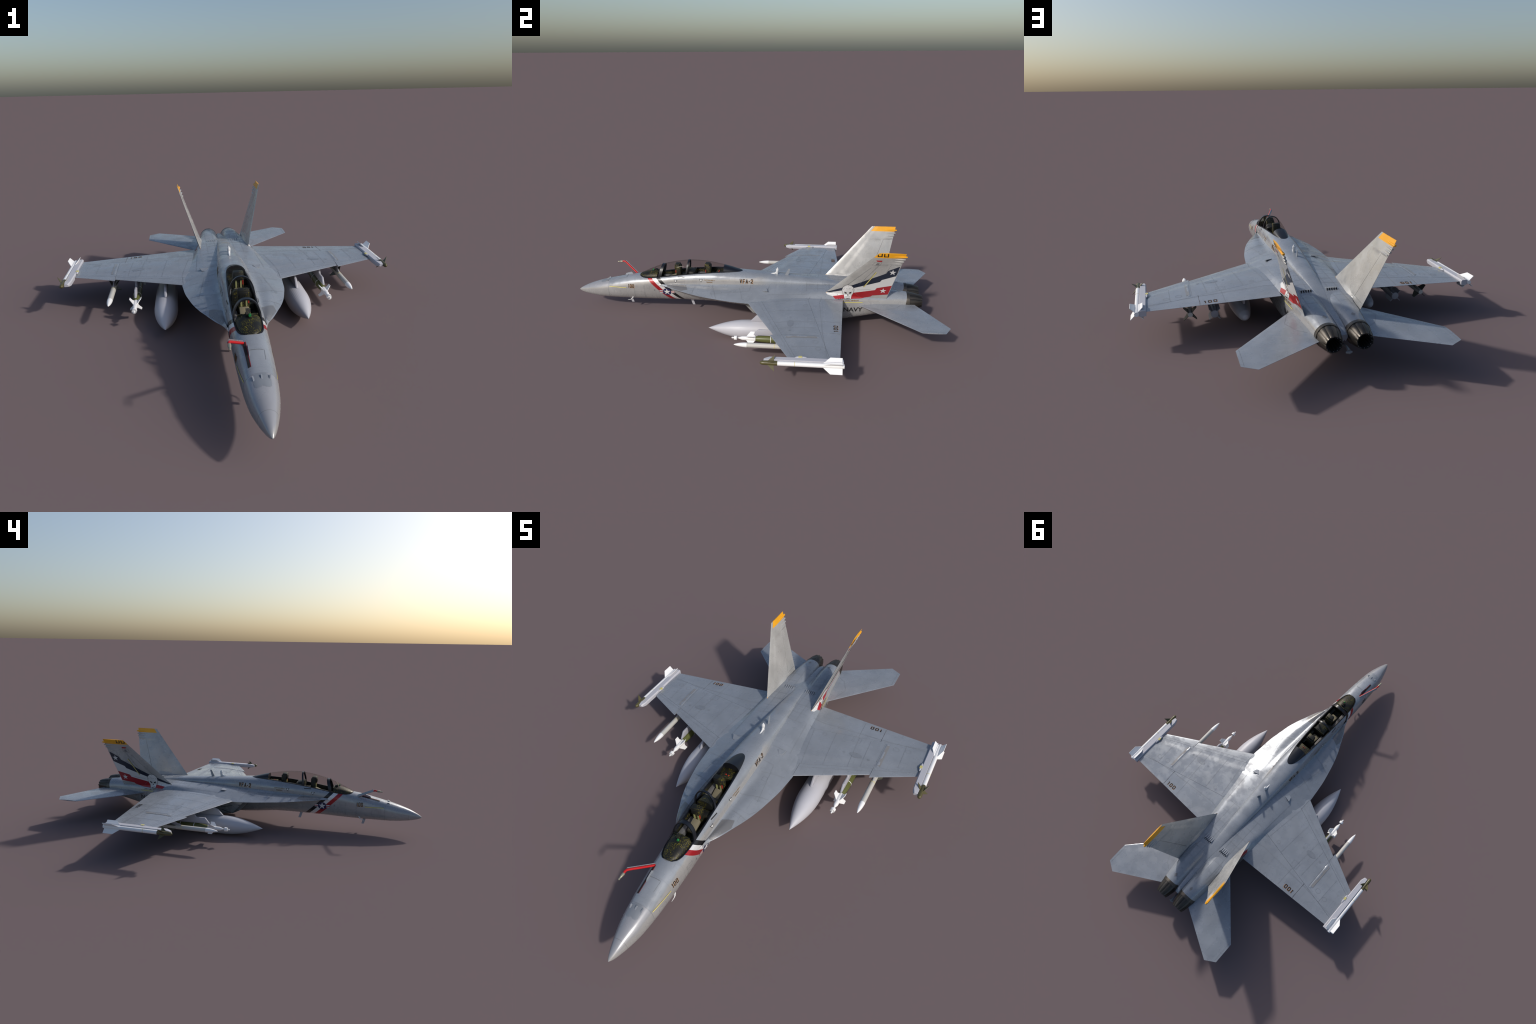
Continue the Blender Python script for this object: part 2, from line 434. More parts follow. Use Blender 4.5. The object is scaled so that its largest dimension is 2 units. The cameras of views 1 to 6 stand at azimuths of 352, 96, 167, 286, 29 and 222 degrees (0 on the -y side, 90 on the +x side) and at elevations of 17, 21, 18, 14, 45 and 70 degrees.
# ------------------------------------------------------------------ engine nacelles with raked intakes
nac_in = curve((-.05, .074), (.05, .072), (.12, .05), (.2, .02), (.4, .010), (.6, .007), (.825, .0095))
nac_out = curve((-.05, .146), (.2, .1455), (.4, .142), (.5, .136), (.6, .1265), (.72, .1155), (.825, .1050))
nac_top = curve((-.05, .143), (.05, .150), (.12, .168), (.3, .184), (.5, .1905), (.58, .1935), (.66, .1950), (.73, .1943), (.78, .1915), (.825, .1855))
nac_bot = curve((-.05, .066), (.03, .056), (.12, .044), (.25, .0375), (.4, .0365), (.5, .0405), (.58, .0515), (.66, .0655), (.74, .0795), (.825, .0895))
nac_p = curve((-.05, 7), (.1, 6), (.35, 4.2), (.55, 3.2), (.7, 2.5), (.825, 2.0))
def nac_ring(y, inset=0.0, n=44):
    xi, xo, z1, z0, p = nac_in(y)+inset, nac_out(y)-inset, nac_top(y)-inset, nac_bot(y)+inset, nac_p(y)
    cx, hw, cz_, hh = (xi+xo)/2, (xo-xi)/2, (z0+z1)/2, (z1-z0)/2
    out = []
    for k in range(n):
        a = 2*math.pi*(k+.5)/n; c, s = math.cos(a), math.sin(a)
        x = cx + hw*math.copysign(abs(c)**(2/p), c); z = cz_ + hh*math.copysign(abs(s)**(2/p), s)
        rake = (1 - smooth01(-.05, .16, y)) * ((.143 - z)/.080*.072 + (x-.11)/.036*.013)
        out.append((x, y + rake, z))
    return out
ys = [-.056 + .881*(k/60)**1.1 for k in range(61)]
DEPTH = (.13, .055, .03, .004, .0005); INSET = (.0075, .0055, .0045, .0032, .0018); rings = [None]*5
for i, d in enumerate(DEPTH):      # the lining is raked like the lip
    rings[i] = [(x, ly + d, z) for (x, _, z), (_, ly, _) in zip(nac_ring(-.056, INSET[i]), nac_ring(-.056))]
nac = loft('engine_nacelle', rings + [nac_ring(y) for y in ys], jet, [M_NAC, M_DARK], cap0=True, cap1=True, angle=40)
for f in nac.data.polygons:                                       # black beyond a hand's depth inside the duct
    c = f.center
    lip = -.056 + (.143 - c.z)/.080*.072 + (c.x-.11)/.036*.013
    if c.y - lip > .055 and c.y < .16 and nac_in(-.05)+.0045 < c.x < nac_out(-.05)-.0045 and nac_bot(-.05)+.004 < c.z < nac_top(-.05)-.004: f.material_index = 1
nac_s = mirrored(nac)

# ------------------------------------------------------------------ exhaust nozzles: collar, twelve petals, dark throat
NX, NZ = .0572, .1372
coll = revolve('exhaust_nozzle', [(.812, .0455), (.8195, .0484), (.8405, .0476), (.8415, .0468), (.8415, .0440), (.822, .0430)], jet, M_METAL, 48, NX, NZ)
thr = revolve('nozzle_throat', [(.830, .0425), (.87, .0355), (.9045, .0292), (.9045, .0282), (.85, .031), (.83, .027), (.829, .0004)], coll, M_DARK, 36, NX, NZ - .001)
def petal_data(a0, a1):
    V, n, cols = [], 9, 5
    for i in range(n):
        t = i/(n-1); y = .8400 + .0680*t
        r = .0452 - .0140*t**1.30 + .0010*math.sin(math.pi*t)
        for j in range(cols):
            s = j/(cols-1); a = a0 + (a1-a0)*s
            bulge = 1 - .010*(2*s-1)**2 - (.020 if j in (0, cols-1) else 0)
            V.append((r*bulge*math.cos(a), y - .0055*t**6*(2*s-1)**2, r*bulge*math.sin(a) - .0022*t))
    inner = [(x*.94, y, z*.94) for x, y, z in V]; m = len(V)
    F = []
    for i in range(n-1):
        for j in range(cols-1):
            q = (i*cols+j, i*cols+j+1, (i+1)*cols+j+1, (i+1)*cols+j)
            F += [q, tuple(k+m for k in q[::-1])]
    rim = [j for j in range(cols)] + [i*cols+cols-1 for i in range(1, n)] + [(n-1)*cols+j for j in range(cols-2, -1, -1)] + [i*cols for i in range(n-2, 0, -1)]
    F += [(rim[k], rim[(k+1) % len(rim)], rim[(k+1) % len(rim)]+m, rim[k]+m) for k in range(len(rim))]
    return V + inner, F
petal_me = None
def petals(x, parent):
    global petal_me
    for k in range(12):
        if petal_me is None:
            V, F = petal_data(-math.pi/12*.985, math.pi/12*.985)
            o = mesh('nozzle_petal', V, F, parent, M_METAL, 50); petal_me = o.data
        else:
            o = bpy.data.objects.new('nozzle_petal', petal_me); SCN.objects.link(o); o.parent = parent
        o.location = (x, 0, NZ); o.rotation_euler = (0, 2*math.pi*k/12 + .13, 0)
petals(NX, coll)
# inside the throat: radial slats and pale rivets
V, F = join_data(*[plate_data([(.852, .013), (.852, .0345), (.900, .0286), (.900, .0235)], .0014, lambda y, r, t, a=2*math.pi*(k+.5)/12: (NX + r*math.cos(a) - t*math.sin(a), y, NZ - .002 + r*math.sin(a) + t*math.cos(a))) for k in range(12)])
slat_n = mesh('throat_slat', V, F, coll, M_DARK)
V, F = join_data(*[revolve_data([(.8975, .0002), (.898, .0011), (.900, .0011), (.9005, .0002)], 8, NX + .0272*math.cos(a), NZ - .0022 + .0272*math.sin(a)) for a in [2*math.pi*k/12 for k in range(12)]])
rivet_n = mesh('throat_rivet', V, F, coll, M_PYLON); rivet_n['kind'] = 'stuff'
coll_s = mirrored(coll); mirrored(thr, coll_s); mirrored(slat_n, coll_s); mirrored(rivet_n, coll_s); petals(-NX, coll_s)

# ------------------------------------------------------------------ lifting surfaces
def hinge_le(x): return .078 + (x-.21)*(.2685-.078)/(.669-.21)
def hinge_te(x): return .312 + (x-.178)*(.4215-.312)/(.688-.178)

def wing_patch(name, x0, x1, ya, yb, parent, nx=24, ny=18, mat=M_GREY, cosine=True):
    """Closed airfoil slab between two chordwise limits ya(x), yb(x)."""
    rings = []
    for i in range(nx+1):
        x = x0 + (x1-x0)*i/nx; a, b_ = ya(x), yb(x)
        ts = [(.5-.5*math.cos(math.pi*k/ny)) if cosine else k/ny for k in range(ny+1)]
        up = [wing_pt(x, a + (b_-a)*t, 1) for t in ts]; lo = [wing_pt(x, a + (b_-a)*t, -1) for t in ts[::-1]]
        rings.append(up + lo)
    return loft(name, rings, parent, mat, angle=32)
g = .0004
wing = wing_patch('wing', .132, .692, lambda x: hinge_le(x)+g, lambda x: hinge_te(x)-g, jet, 40, 14, cosine=False)
slat = [wing_patch('leading_edge_flap', .2085, .5040, wing_le, lambda x: hinge_le(x)-g, wing, 20, 14),
        wing_patch('leading_edge_flap', .5050, .690, wing_le, lambda x: hinge_le(x)-g, wing, 12, 14)]
# curved inner end of the flap: root glove behind the strake
glove = wing_patch('wing_root_glove', .125, .2078, lambda x: max(wing_le(x), .002), lambda x: hinge_le(x)-g, wing, 8, 14)
flap = wing_patch('trailing_edge_flap', .146, .4785, lambda x: hinge_te(x)+g, wing_te, wing, 24, 10, cosine=False)
ail = wing_patch('aileron', .4800, .692, lambda x: hinge_te(x)+g, wing_te, wing, 16, 10, cosine=False)

# fold-line fairing strip on top at the snag in the leading edge
def strip_on_wing(x0, x1, y0, y1, h, n=16):
    rings = []
    for i in range(n+1):
        y = y0 + (y1-y0)*i/n; e = .0006 + h*math.sin(math.pi*i/n)**.4
        ring_ = []
        for x, k in ((x0, 0), (x0 + .2*(x1-x0), 1), (x1 - .2*(x1-x0), 1), (x1, 0)):
            q = wing_pt(x, y, 1); ring_.append((q[0], q[1], q[2] + (e if k else -.0015)))
        rings.append(ring_)
    return loft_data(rings)
V, F = strip_on_wing(.5065, .5245, .215, .372, .0005)
fold = mesh('wing_fold_fairing', V, F, wing, M_GREY, 50)

# canted fins
F_ROOT_LE, F_ROOT_TE = Vector((.118, .400, .195)), Vector((.1145, .7195, .182))
F_TIP_LE, F_TIP_TE = Vector((.2135, .6515, .4585)), Vector((.2135, .7815, .4585))
f_up = (F_TIP_LE - F_ROOT_LE)
f_norm = (F_TIP_TE - F_ROOT_LE).cross(F_ROOT_TE - F_ROOT_LE).normalized()
if f_norm.x < 0: f_norm.negate()
def fin_edge(s, te):
    a, b_ = (F_ROOT_TE, F_TIP_TE) if te else (F_ROOT_LE, F_TIP_LE)
    p = a.lerp(b_, s)
    if not te and s < .06 and s >= 0: p = p + Vector((0, .012*(1 - s/.06)*0, 0))
    return p
def fin_rings(s0, s1, c0, c1, n=14, m=16):
    rings = []
    for i in range(n+1):
        s = s0 + (s1-s0)*i/n; L, T = fin_edge(s, 0), fin_edge(s, 1)
        tk = .0070 - .0040*s
        up, lo = [], []
        for k in range(m+1):
            c = c0(s) + (c1(s)-c0(s))*k/m; q = L.lerp(T, c); h = tk*max(airfoil(c), .10 if c > .5 else 0)
            up.append(tuple(q + f_norm*h)); lo.append(tuple(q - f_norm*h))
        rings.append(up + lo[::-1])
    return rings
rud_c = lambda s: .74 - .03*s
RUD0, RUD1 = .045, .755
fin = loft('vertical_tail', fin_rings(-.12, RUD0, lambda s: 0, lambda s: 1, 4) + fin_rings(RUD0+.0005, RUD1, lambda s: 0, lambda s: rud_c(s)-.003, 16)
           + fin_rings(RUD1+.0005, .905, lambda s: 0, lambda s: 1, 6) + fin_rings(.9055, 1, lambda s: 0, lambda s: 1, 4), jet, [M_FIN, M_YELLOW], angle=32)
for f in fin.data.polygons:                                      # yellow cap; the inner leading edge stays pale
    s_ = (f.center.z - F_ROOT_LE.z)/(F_TIP_LE.z - F_ROOT_LE.z)
    if s_ > .905 and (f.normal.x > .2 or abs(f.normal.z) > .8 or (f.center.y - fin_edge(s_, 0).y) > .016): f.material_index = 1
rud = loft('rudder', fin_rings(RUD0+.003, RUD1-.003, lambda s: rud_c(s)+.003, lambda s: 1, 12, 8), fin, M_FIN, angle=32)
# aft-facing pods near the tip
def fin_pod(s, y0, y1, r):
    L = F_ROOT_LE.lerp(F_TIP_LE, s); zz = L.z; n = 12; rings = []
    base = F_ROOT_LE.lerp(F_TIP_LE, s)
    for i in range(n+1):
        t = i/n; rr = r*(.10 + .9*min(1, t*1.25)**.8) * (1 if t < .94 else .72 if t > .99 else .93)
        rings.append([(base.x + rr*1.05*math.cos(a), y0 + (y1-y0)*t, zz + rr*.8*math.sin(a)) for a in [2*math.pi*k/14 for k in range(14)]])
    return loft_data(rings)
pods = [mesh('tail_pod', *fin_pod(.93, .690, .7875, .0062), fin, M_YELLOW), mesh('tail_pod', *fin_pod(.872, .712, .7805, .0060), fin, M_FIN),
        mesh('tail_pod', *fin_pod(.820, .712, .7745, .0058), fin, M_FIN), mesh('tail_pod', *fin_pod(.768, .665, .764, .0046), fin, M_FIN)]
# root fillet where fin meets the deck
fil = []
for k in range(15):
    t = k/14; y = .405 + .225*t; w = .0165*math.sin(math.pi*min(t*1.25, 1)**.8*.5)*(1 - .75*smooth01(.75, 1, t)) + .0004
    xb = F_ROOT_LE.x - .0035*t; zb_ = .186 - .003*t; h = .004 + .037*math.sin(math.pi*t)**.7
    fil.append([(xb + .001, y, zb_ - .004), (xb - w, y, zb_ + .001), (xb - w*.80, y, zb_ + .006), (xb - .0022 + .362*h, y + .55*h, zb_ + h), (xb + .001 + .362*h, y + .55*h, zb_ + h)])
fillet = loft('fin_root_fairing', fil, fin, M_FIN, angle=30)

# all-moving stabilators
S_OUT = [(.388, .8485), (.3945, .8565), (.3925, .966), (.390, .970), (.345, .998), (.339, .9990)]
def stab_le(x): return .581 + (x-.134)*(.8555-.581)/(.394-.134)
def stab_te(x): return .866 + (x-.102)*(.9985-.866)/(.341-.102) if x < .341 else .9985 - (x-.341)*(.9985-.968)/(.392-.341)
rings = []
for x in [.085 + .256*i/24 for i in range(25)] + [.352, .363, .374, .384, .389, .3925, .3940]:
    a, b_ = stab_le(x), stab_te(x); tk = .0070*(1-(x-.085)/.31*.62)
    ts = [.5-.5*math.cos(math.pi*k/20) for k in range(21)]
    zz = .1335 - .002*(x-.1)/.3
    up = [(x, a+(b_-a)*t, zz + tk*max(airfoil(t), .10 if t > .5 else 0)) for t in ts]
    lo = [(x, a+(b_-a)*t, zz - tk*max(airfoil(t), .10 if t > .5 else 0)) for t in ts[::-1]]
    rings.append(up + lo)
stab = loft('stabilator', rings, jet, M_GREY, angle=32)

# ------------------------------------------------------------------ canopy
def can_ring(y, grow=0.0, n=24):
    w, zt, zs = can_w(y)+grow, can_top(y)+grow, sill_z(y)
    return [(w*math.copysign(abs(math.cos(a))**.92, math.cos(a)), y, zs + max(zt-zs, .0003)*math.sin(a)**.92) for a in [math.pi*k/n for k in range(n+1)]]
gy = [-.6335 + .4825*((k/50)**1.25) for k in range(51)]
outer = [can_ring(y) for y in gy]
V, F = loft_data(outer, closed=False, cap0=False, cap1=False)
canopy = mesh('canopy', V, F, jet, M_GLASS, 60)
fy = [-.1530 + .1095*(1-(1-k/26)**1.5) for k in range(27)]
rear = loft('canopy_rear_fairing', [can_ring(y, .0006) for y in fy], jet, M_FRAME, angle=60)
def bow(name, yb, yt, width, depth):
    """Arched canopy frame leaning from sill yb to crown yt."""
    n = 28; rings = []
    for k in range(n+1):
        a = math.pi*k/n; y = yb + (yt-yb)*math.sin(a)
        w, zt, zs = can_w(y), can_top(y), sill_z(y)
        c, s = math.copysign(abs(math.cos(a))**.92, math.cos(a)), math.sin(a)**.92
        def at(f, dy): return ((w+f)*c, y+dy, zs - .002 + (zt-zs+.002+f)*s)
        rings.append([at(.0012, -width/2), at(.0012, width/2), at(-depth, width/2), at(-depth, -width/2)])
    return loft(name, rings, canopy, M_FRAME, angle=50)
bow('canopy_bow', -.509, -.491, .017, .004)
bow('canopy_bow', -.358, -.347, .009, .0038)
# sill rails
for s in (1, -1):
    rr = []
    for k in range(41):
        y = -.627 + .48*k/40; x = can_w(y); z = sill_z(y)
        rr.append([(s*(x+.0014), y, z-.001), (s*(x+.0010), y, z+.003), (s*(x-.0035), y, z+.003), (s*(x-.0035), y, z-.006)])
    loft('canopy_sill', rr, canopy, M_FRAME, angle=50)

# ------------------------------------------------------------------ cockpit
cockpit = mesh('cockpit_tub', *join_data(
    box_data(-.040, .040, -.40, -.365, .163, .222),                # bulkhead behind the front seat
    box_data(-.036, .036, -.20, -.152, .163, .243)), jet, M_COCK)
bevel(cockpit, .003)
# coaming in front of each crew member
rr = []
for k in range(17):
    t = k/16; y = -.629 + .104*t; w = max(can_w(y)-.004, .001); h = sill_z(y) + (can_top(y)-sill_z(y))*(.9 - .42*t**1.3)
    rr.append([(w*math.cos(a), y, sill_z(y) - .006 + (h - sill_z(y) + .006)*math.sin(a)**.7) for a in [math.pi*j/16 for j in range(17)]])
coam = loft('instrument_coaming', rr, cockpit, M_COCK, angle=50)
rr = []
for k in range(9):
    t = k/8; y = -.362 + .042*t; w = .036; h = .262 - .012*t
    rr.append([(w*math.copysign(abs(math.cos(a))**.6, math.cos(a)), y, .218 + (h-.218)*math.sin(a)**.6) for a in [math.pi*j/16 for j in range(17)]])
loft('instrument_coaming', rr, cockpit, M_COCK, angle=50)
for (y0, z0) in ((-.524, .205), (-.319, .215)):                     # instrument panels with displays
    pan = mesh('instrument_panel', *box_data(-.034, .034, y0-.003, y0+.003, z0-.04, z0+.032), jet, M_COCK)
    for sx in (-.02, 0, .02):
        mesh('display_screen', *box_data(sx-.007, sx+.007, y0+.003, y0+.0045, z0-.004, z0+.012), pan, M_BLACK)
hud = mesh('head_up_display', *join_data(box_data(-.009, .009, -.545, -.530, .236, .246),
           ([(-.008, -.548, .246), (.008, -.548, .246), (.008, -.536, .262), (-.008, -.536, .262), (-.008, -.5468, .246), (.008, -.5468, .246), (.008, -.5348, .262), (-.008, -.5348, .262)],
            [(0,1,2,3), (7,6,5,4), (0,4,5,1), (2,6,7,3), (0,3,7,4), (1,5,6,2)])), cockpit, M_COCK)
V, F = revolve_data([(-.5565, .0004), (-.5560, .0045), (-.5500, .0055), (-.5490, .0004)], 18, .004, .2440)
mesh('display_lamp', V, F, cockpit, M_LAMP)
def seat(y0, z0):
    s = mesh('ejection_seat', *join_data(box_data(-.020, .020, y0-.006, y0+.020, z0-.055, z0+.048)), jet, M_COCK)
    bevel(s, .003)
    hd = mesh('seat_headrest', *join_data(box_data(-.019, .019, y0-.012, y0+.014, z0+.030, z0+.056), box_data(-.0165, .0165, y0-.014, y0+.012, z0+.024, z0+.050)), s, M_COCK); bevel(hd, .003)
    for sx in (-.009, .009):
        mesh('seat_strap', *box_data(sx-.003, sx+.003, y0-.0085, y0-.0055, z0-.006, z0+.030), s, M_STRAP)
    cu = mesh('seat_cushion', *join_data(
        ([(-.017, y0-.007, z0-.006), (.017, y0-.007, z0-.006), (.018, y0-.056, z0-.026), (-.018, y0-.056, z0-.026),
          (-.017, y0-.007, z0-.02), (.017, y0-.007, z0-.02), (.018, y0-.056, z0-.04), (-.018, y0-.056, z0-.04)],
         [(0,1,2,3), (7,6,5,4), (0,4,5,1), (2,6,7,3), (1,5,6,2), (0,3,7,4)])), s, M_CUSHION); bevel(cu, .003)
    hn = mesh('ejection_handle', *box_data(.0150, .0185, y0-.0090, y0-.0060, z0+.006, z0+.022), s, M_BUTTON)
    return s
seat(-.415, .2275); seat(-.247, .2345)
for s in (1, -1):
    for (ya, yb, z) in ((-.505, -.405, .200), (-.31, -.215, .222)):
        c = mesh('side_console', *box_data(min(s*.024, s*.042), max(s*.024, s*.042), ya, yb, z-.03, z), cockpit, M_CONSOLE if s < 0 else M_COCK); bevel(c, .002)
for x, z in ((-.006, .2485), (.006, .2465)):
    mesh('circuit_button', *box_data(x-.002, x+.002, -.186, -.182, z-.004, z), cockpit, M_BUTTON)

# ------------------------------------------------------------------ small airframe fittings
def blade(name, root0, root1, tip0, tip1, z0, z1, x=0, thick=.002, mat=M_GREY, lean=0.0):
    V, F = plate_data([(root0, z0), (root1, z0), (tip1, z1), (tip0, z1)], thick, lambda a, b_, t: (x + t + lean*(b_-z0), a, b_))
    return mesh(name, V, F, jet, mat)
# spine: beacon post and blade aerial
post = mesh('beacon_post', *join_data(revolve_data([(0, .0042), (.004, .0062), (.018, .0066), (.0195, .0074), (.031, .0078), (.0345, .0066), (.036, .0036), (.040, .0030), (.042, .0008)], 18)), jet, M_PALE)
post.rotation_euler = (math.radians(86), 0, 0); post.location = (0, .137, .2365)
V, F = tube_data([(0, .102, .2425), (0, .116, .2425), (0, .130, .2450), (0, .136, .255)], [.0012, .0036, .0050, .0058])
mesh('beacon_fairing', V, F, post.parent, M_PALE)
blade('blade_aerial', .178, .198, .198, .209, .233, .2735, thick=.0024)
# belly aerials
blade('blade_aerial', -.708, -.692, -.697, -.684, .075, .037, thick=.003, mat=M_PYLON)
blade('blade_aerial', -.355, -.340, -.342, -.328, .078, .036, thick=.003, mat=M_PYLON)
for s in (1, -1):
    V, F = tube_data([(s*.036, -.671, .096), (s*.043, -.672, .088), (s*.045, -.677, .080), (s*.0455, -.686, .0735), (s*.0455, -.702, .0715)], [.0045, .0038, .0030, .0016, .0007], 10)
    mesh('pitot_probe', V, F, jet, M_PALE)
# nose-top fins
bpy.context.view_layer.update()
NOSE = BVHTree.FromPolygons([v.co for v in radome.data.vertices], [tuple(p.vertices) for p in radome.data.polygons])
for x in (-.0225, 0, .0225):
    z = NOSE.ray_cast(Vector((x, -.828, .4)), Vector((0, 0, -1)))[0].z
    V, F = plate_data([(-.838, z-.008), (-.816, z-.002), (-.816, z+.0075), (-.824, z+.0055)], .0042, lambda a, b_, t, x=x, z=z: (x + t + x*.3*(b_-z)/.01*.4, a, b_))
    mesh('nose_deflector', V, F, jet, M_GREY)
# refuelling probe on the starboard shoulder
root, bend, tip = Vector((-.031, -.660, .2015)), Vector((-.0805, -.745, .2525)), Vector((-.082, -.788, .2495))
path = catmull([root - (bend-root)*.06, root, root.lerp(bend, .5), root.lerp(bend, .93), bend + Vector((-.0005, -.006, .0005)), bend.lerp(tip, .38)], 22)
V, F = tube_data(path, .0045, 14)
probe = mesh('refuelling_probe', V, F, jet, M_PROBE)
dirn = (tip - bend).normalized(); a0 = bend.lerp(tip, .34)
V, F = tube_data([a0 + dirn*d for d in (0, .001, .006, .012, .018, .022, .0245, .0285, .030)], [.0042, .0053, .0056, .0050, .0040, .0028, .0034, .0032, .001], 14)
mesh('probe_nozzle', V, F, probe, plain('probe_tip_metal', (0.30, 0.29, 0.22), 0.35, 0.4))
arm = (bend - root).normalized()
out = Vector((-.75, .6, .35)); out = (out - arm*out.dot(arm)).normalized(); wide = arm.cross(out)
V = []
for q in (root, root.lerp(bend, .985)):
    for dx in (-.0062, .0062):
        for dz in (.0045, .0062): V.append(tuple(q + wide*dx + out*dz))
mesh('probe_door', V, [(0,1,3,2), (4,6,7,5), (0,4,5,1), (2,3,7,6), (0,2,6,4), (1,5,7,3)], probe, M_GREY)
V, F = plate_data([(-.735, .186), (-.682, .204), (-.690, .2145), (-.722, .205)], .0016, lambda a, b_, t: (-.0215 + t, a, b_))
mesh('probe_bay_door', V, F, probe, M_GREY)
# arresting hook between the engines
V, F = join_data(tube_data([(0, .60, .050), (0, .75, .078), (0, .872, .1085)], .0042, 10), tube_data([(0, .872, .1085), (0, .886, .107), (0, .898, .103)], [.0042, .006, .0072], 10),
                 tube_data([(-.0115, .898, .0985), (0, .902, .0985), (.0115, .898, .0985)], [.004, .006, .004], 10))
mesh('arresting_hook', V, F, jet, M_CONSOLE)
# strake spoilers (little raised flaps) and deck louvres
V, F = plate_data([(.098, .088), (.134, .098), (.126, .072), (.112, .066)], .002, lambda a, b_, t: (a, b_, .1940 - (a-.098)*.10 + (b_-.066)*.22 + t))
vent = mesh('strake_vent', V, F, jet, M_GREY)
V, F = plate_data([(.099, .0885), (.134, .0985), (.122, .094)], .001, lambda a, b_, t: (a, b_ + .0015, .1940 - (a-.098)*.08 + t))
ventd = mesh('vent_shade_plate', V, F, vent, M_DARK)  # dark plate added for the shade behind the raised flap

# ------------------------------------------------------------------ stores
def cross_fins(outline, count, thick, rot, cx, cz):
    parts = []
    for k in range(count):
        a = rot + 2*math.pi*k/count; c, s = math.cos(a), math.sin(a)
        parts.append(plate_data(outline, thick, lambda y, r, t, c=c, s=s: (cx + r*c - t*s, y, cz + r*s + t*c)))
    return join_data(*parts)

def store(x, z):
    pass

# drop tanks
TX, TZ = .2853, .0497
prof = [(-.192, .0003)] + [(-.192 + d, .0497*(1-(1-min(d/.20, 1))**1.75)**.98) for d in (.004, .012, .025, .042, .062, .085, .11, .14, .17, .20)] + \
       [(.10, .0497), (.17, .0490)] + [(.17 + .245*t, .0490*(1 - t**2.0*.64)) for t in (.15, .3, .45, .6, .75, .88)] + [(.400, .0185), (.410, .0125), (.4145, .0065), (.4155, .0003)]
tank = revolve('drop_tank', prof, jet, M_TANK, 44, TX, TZ, angle=8.0)
# pylons as (y, z) side outlines with a tapered nose
def pylon(name, x, pts, w, mat=M_PYLON):
    n = len(pts); cy = sum(p[0] for p in pts)/n
    V, F = plate_data(pts, w, lambda a, b_, t: (x + t, a, b_))
    o = mesh(name, V, F, jet, mat); bevel(o, min(w*.42, .004), 2, 30); return o
p1 = pylon('pylon', TX, [(.026, .100), (.056, .1315), (.10, .150), (.33, .150), (.37, .130), (.365, .098), (.30, .094)], .012)
p2 = pylon('pylon', .4140, [(.056, .0935), (.0815, .1245), (.131, .1235), (.145, .145), (.36, .145), (.372, .118), (.345, .089), (.25, .088)], .0105)
p3 = pylon('pylon', .5185, [(.165, .1085), (.212, .1265), (.235, .142), (.385, .142), (.37, .119), (.30, .1065)], .0070)
lug = mesh('pylon_lug', *box_data(TX-.0045, TX+.0045, .355, .376, .100, .122), p1, M_PYLON)

# laser guided bombs
BX, BZ = .4142, .0722
body = [(.066, .0108), (.069, .0120), (.080, .0140), (.100, .0162), (.125, .0176), (.17, .0180), (.235, .0178), (.265, .0166), (.285, .0150)]
bomb = revolve('guided_bomb', body, jet, M_OLIVE, 28, BX, BZ)
for yb in (.1415, .2175):
    revolve('bomb_band', [(yb-.0014, .0170), (yb-.0014, .0184), (yb+.0014, .0184), (yb+.0014, .0170)], bomb, M_WHITE, 28, BX, BZ)
V, F = revolve_data([(-.0225, .0008), (-.018, .0026), (0, .0092), (.004, .0100), (.030, .0104), (.034, .0112), (.0675, .0112)], 24, BX, BZ)
guid = mesh('guidance_section', V, F, bomb, M_WHITE)
V, F = join_data(revolve_data([(-.0515, .0004), (-.0505, .0030), (-.046, .0042), (-.042, .0030), (-.030, .0022), (-.020, .0020)], 16, BX, BZ),
    revolve_data([(-.0385, .0085), (-.0385, .0104), (-.0245, .0112), (-.0245, .0092), (-.0385, .0085)], 22, BX, BZ),
    cross_fins([(-.037, .002), (-.037, .0098), (-.026, .0098), (-.026, .002)], 4, .0012, math.pi/4, BX, BZ))
mesh('seeker_ring', V, F, guid, M_WHITE)
V, F = cross_fins([(.018, .006), (.024, .0130), (.040, .0345), (.0605, .0345), (.058, .020), (.064, .0115), (.064, .006)], 4, .0022, math.pi/4, BX, BZ)
mesh('bomb_canard', V, F, guid, M_WHITE)
V, F = revolve_data([(.284, .0166), (.288, .0172), (.390, .0164), (.392, .0120), (.392, .0003)], 28, BX, BZ)
tail = mesh('bomb_tail', V, F, bomb, M_PYLON)
V, F = cross_fins([(.305, .012), (.340, .0330), (.392, .0330), (.392, .012)], 4, .0020, math.pi/4, BX, BZ)
mesh('bomb_tail_fin', V, F, tail, M_PYLON)

# radar guided missiles
MX, MZ = .5185, .0975
mis = revolve('radar_missile', [(.0375, .0112), (.038, .0116), (.40, .0116), (.425, .0104), (.4325, .0098), (.4325, .0003)], jet, M_MISSILE, 26, MX, MZ)
V, F = revolve_data([(-.0235, .0003), (-.0225, .0014), (-.015, .0042), (-.004, .0071), (.010, .0096), (.024, .0111), (.0385, .0117)], 26, MX, MZ)
mesh('missile_nose', V, F, mis, M_WHITE)
revolve('missile_band', [(.1665, .0110), (.1665, .0119), (.1690, .0119), (.1690, .0110)], mis, M_YSTRIP, 26, MX, MZ)
V, F = cross_fins([(.195, .010), (.232, .0360), (.243, .0360), (.243, .010)], 4, .0018, math.pi/4, MX, MZ)
mesh('missile_wing', V, F, mis, M_FINDARK)
V, F = cross_fins([(.383, .010), (.405, .0380), (.4225, .0380), (.4300, .010)], 4, .0018, math.pi/4, MX, MZ)
mesh('missile_tail_fin', V, F, mis, M_FINDARK)

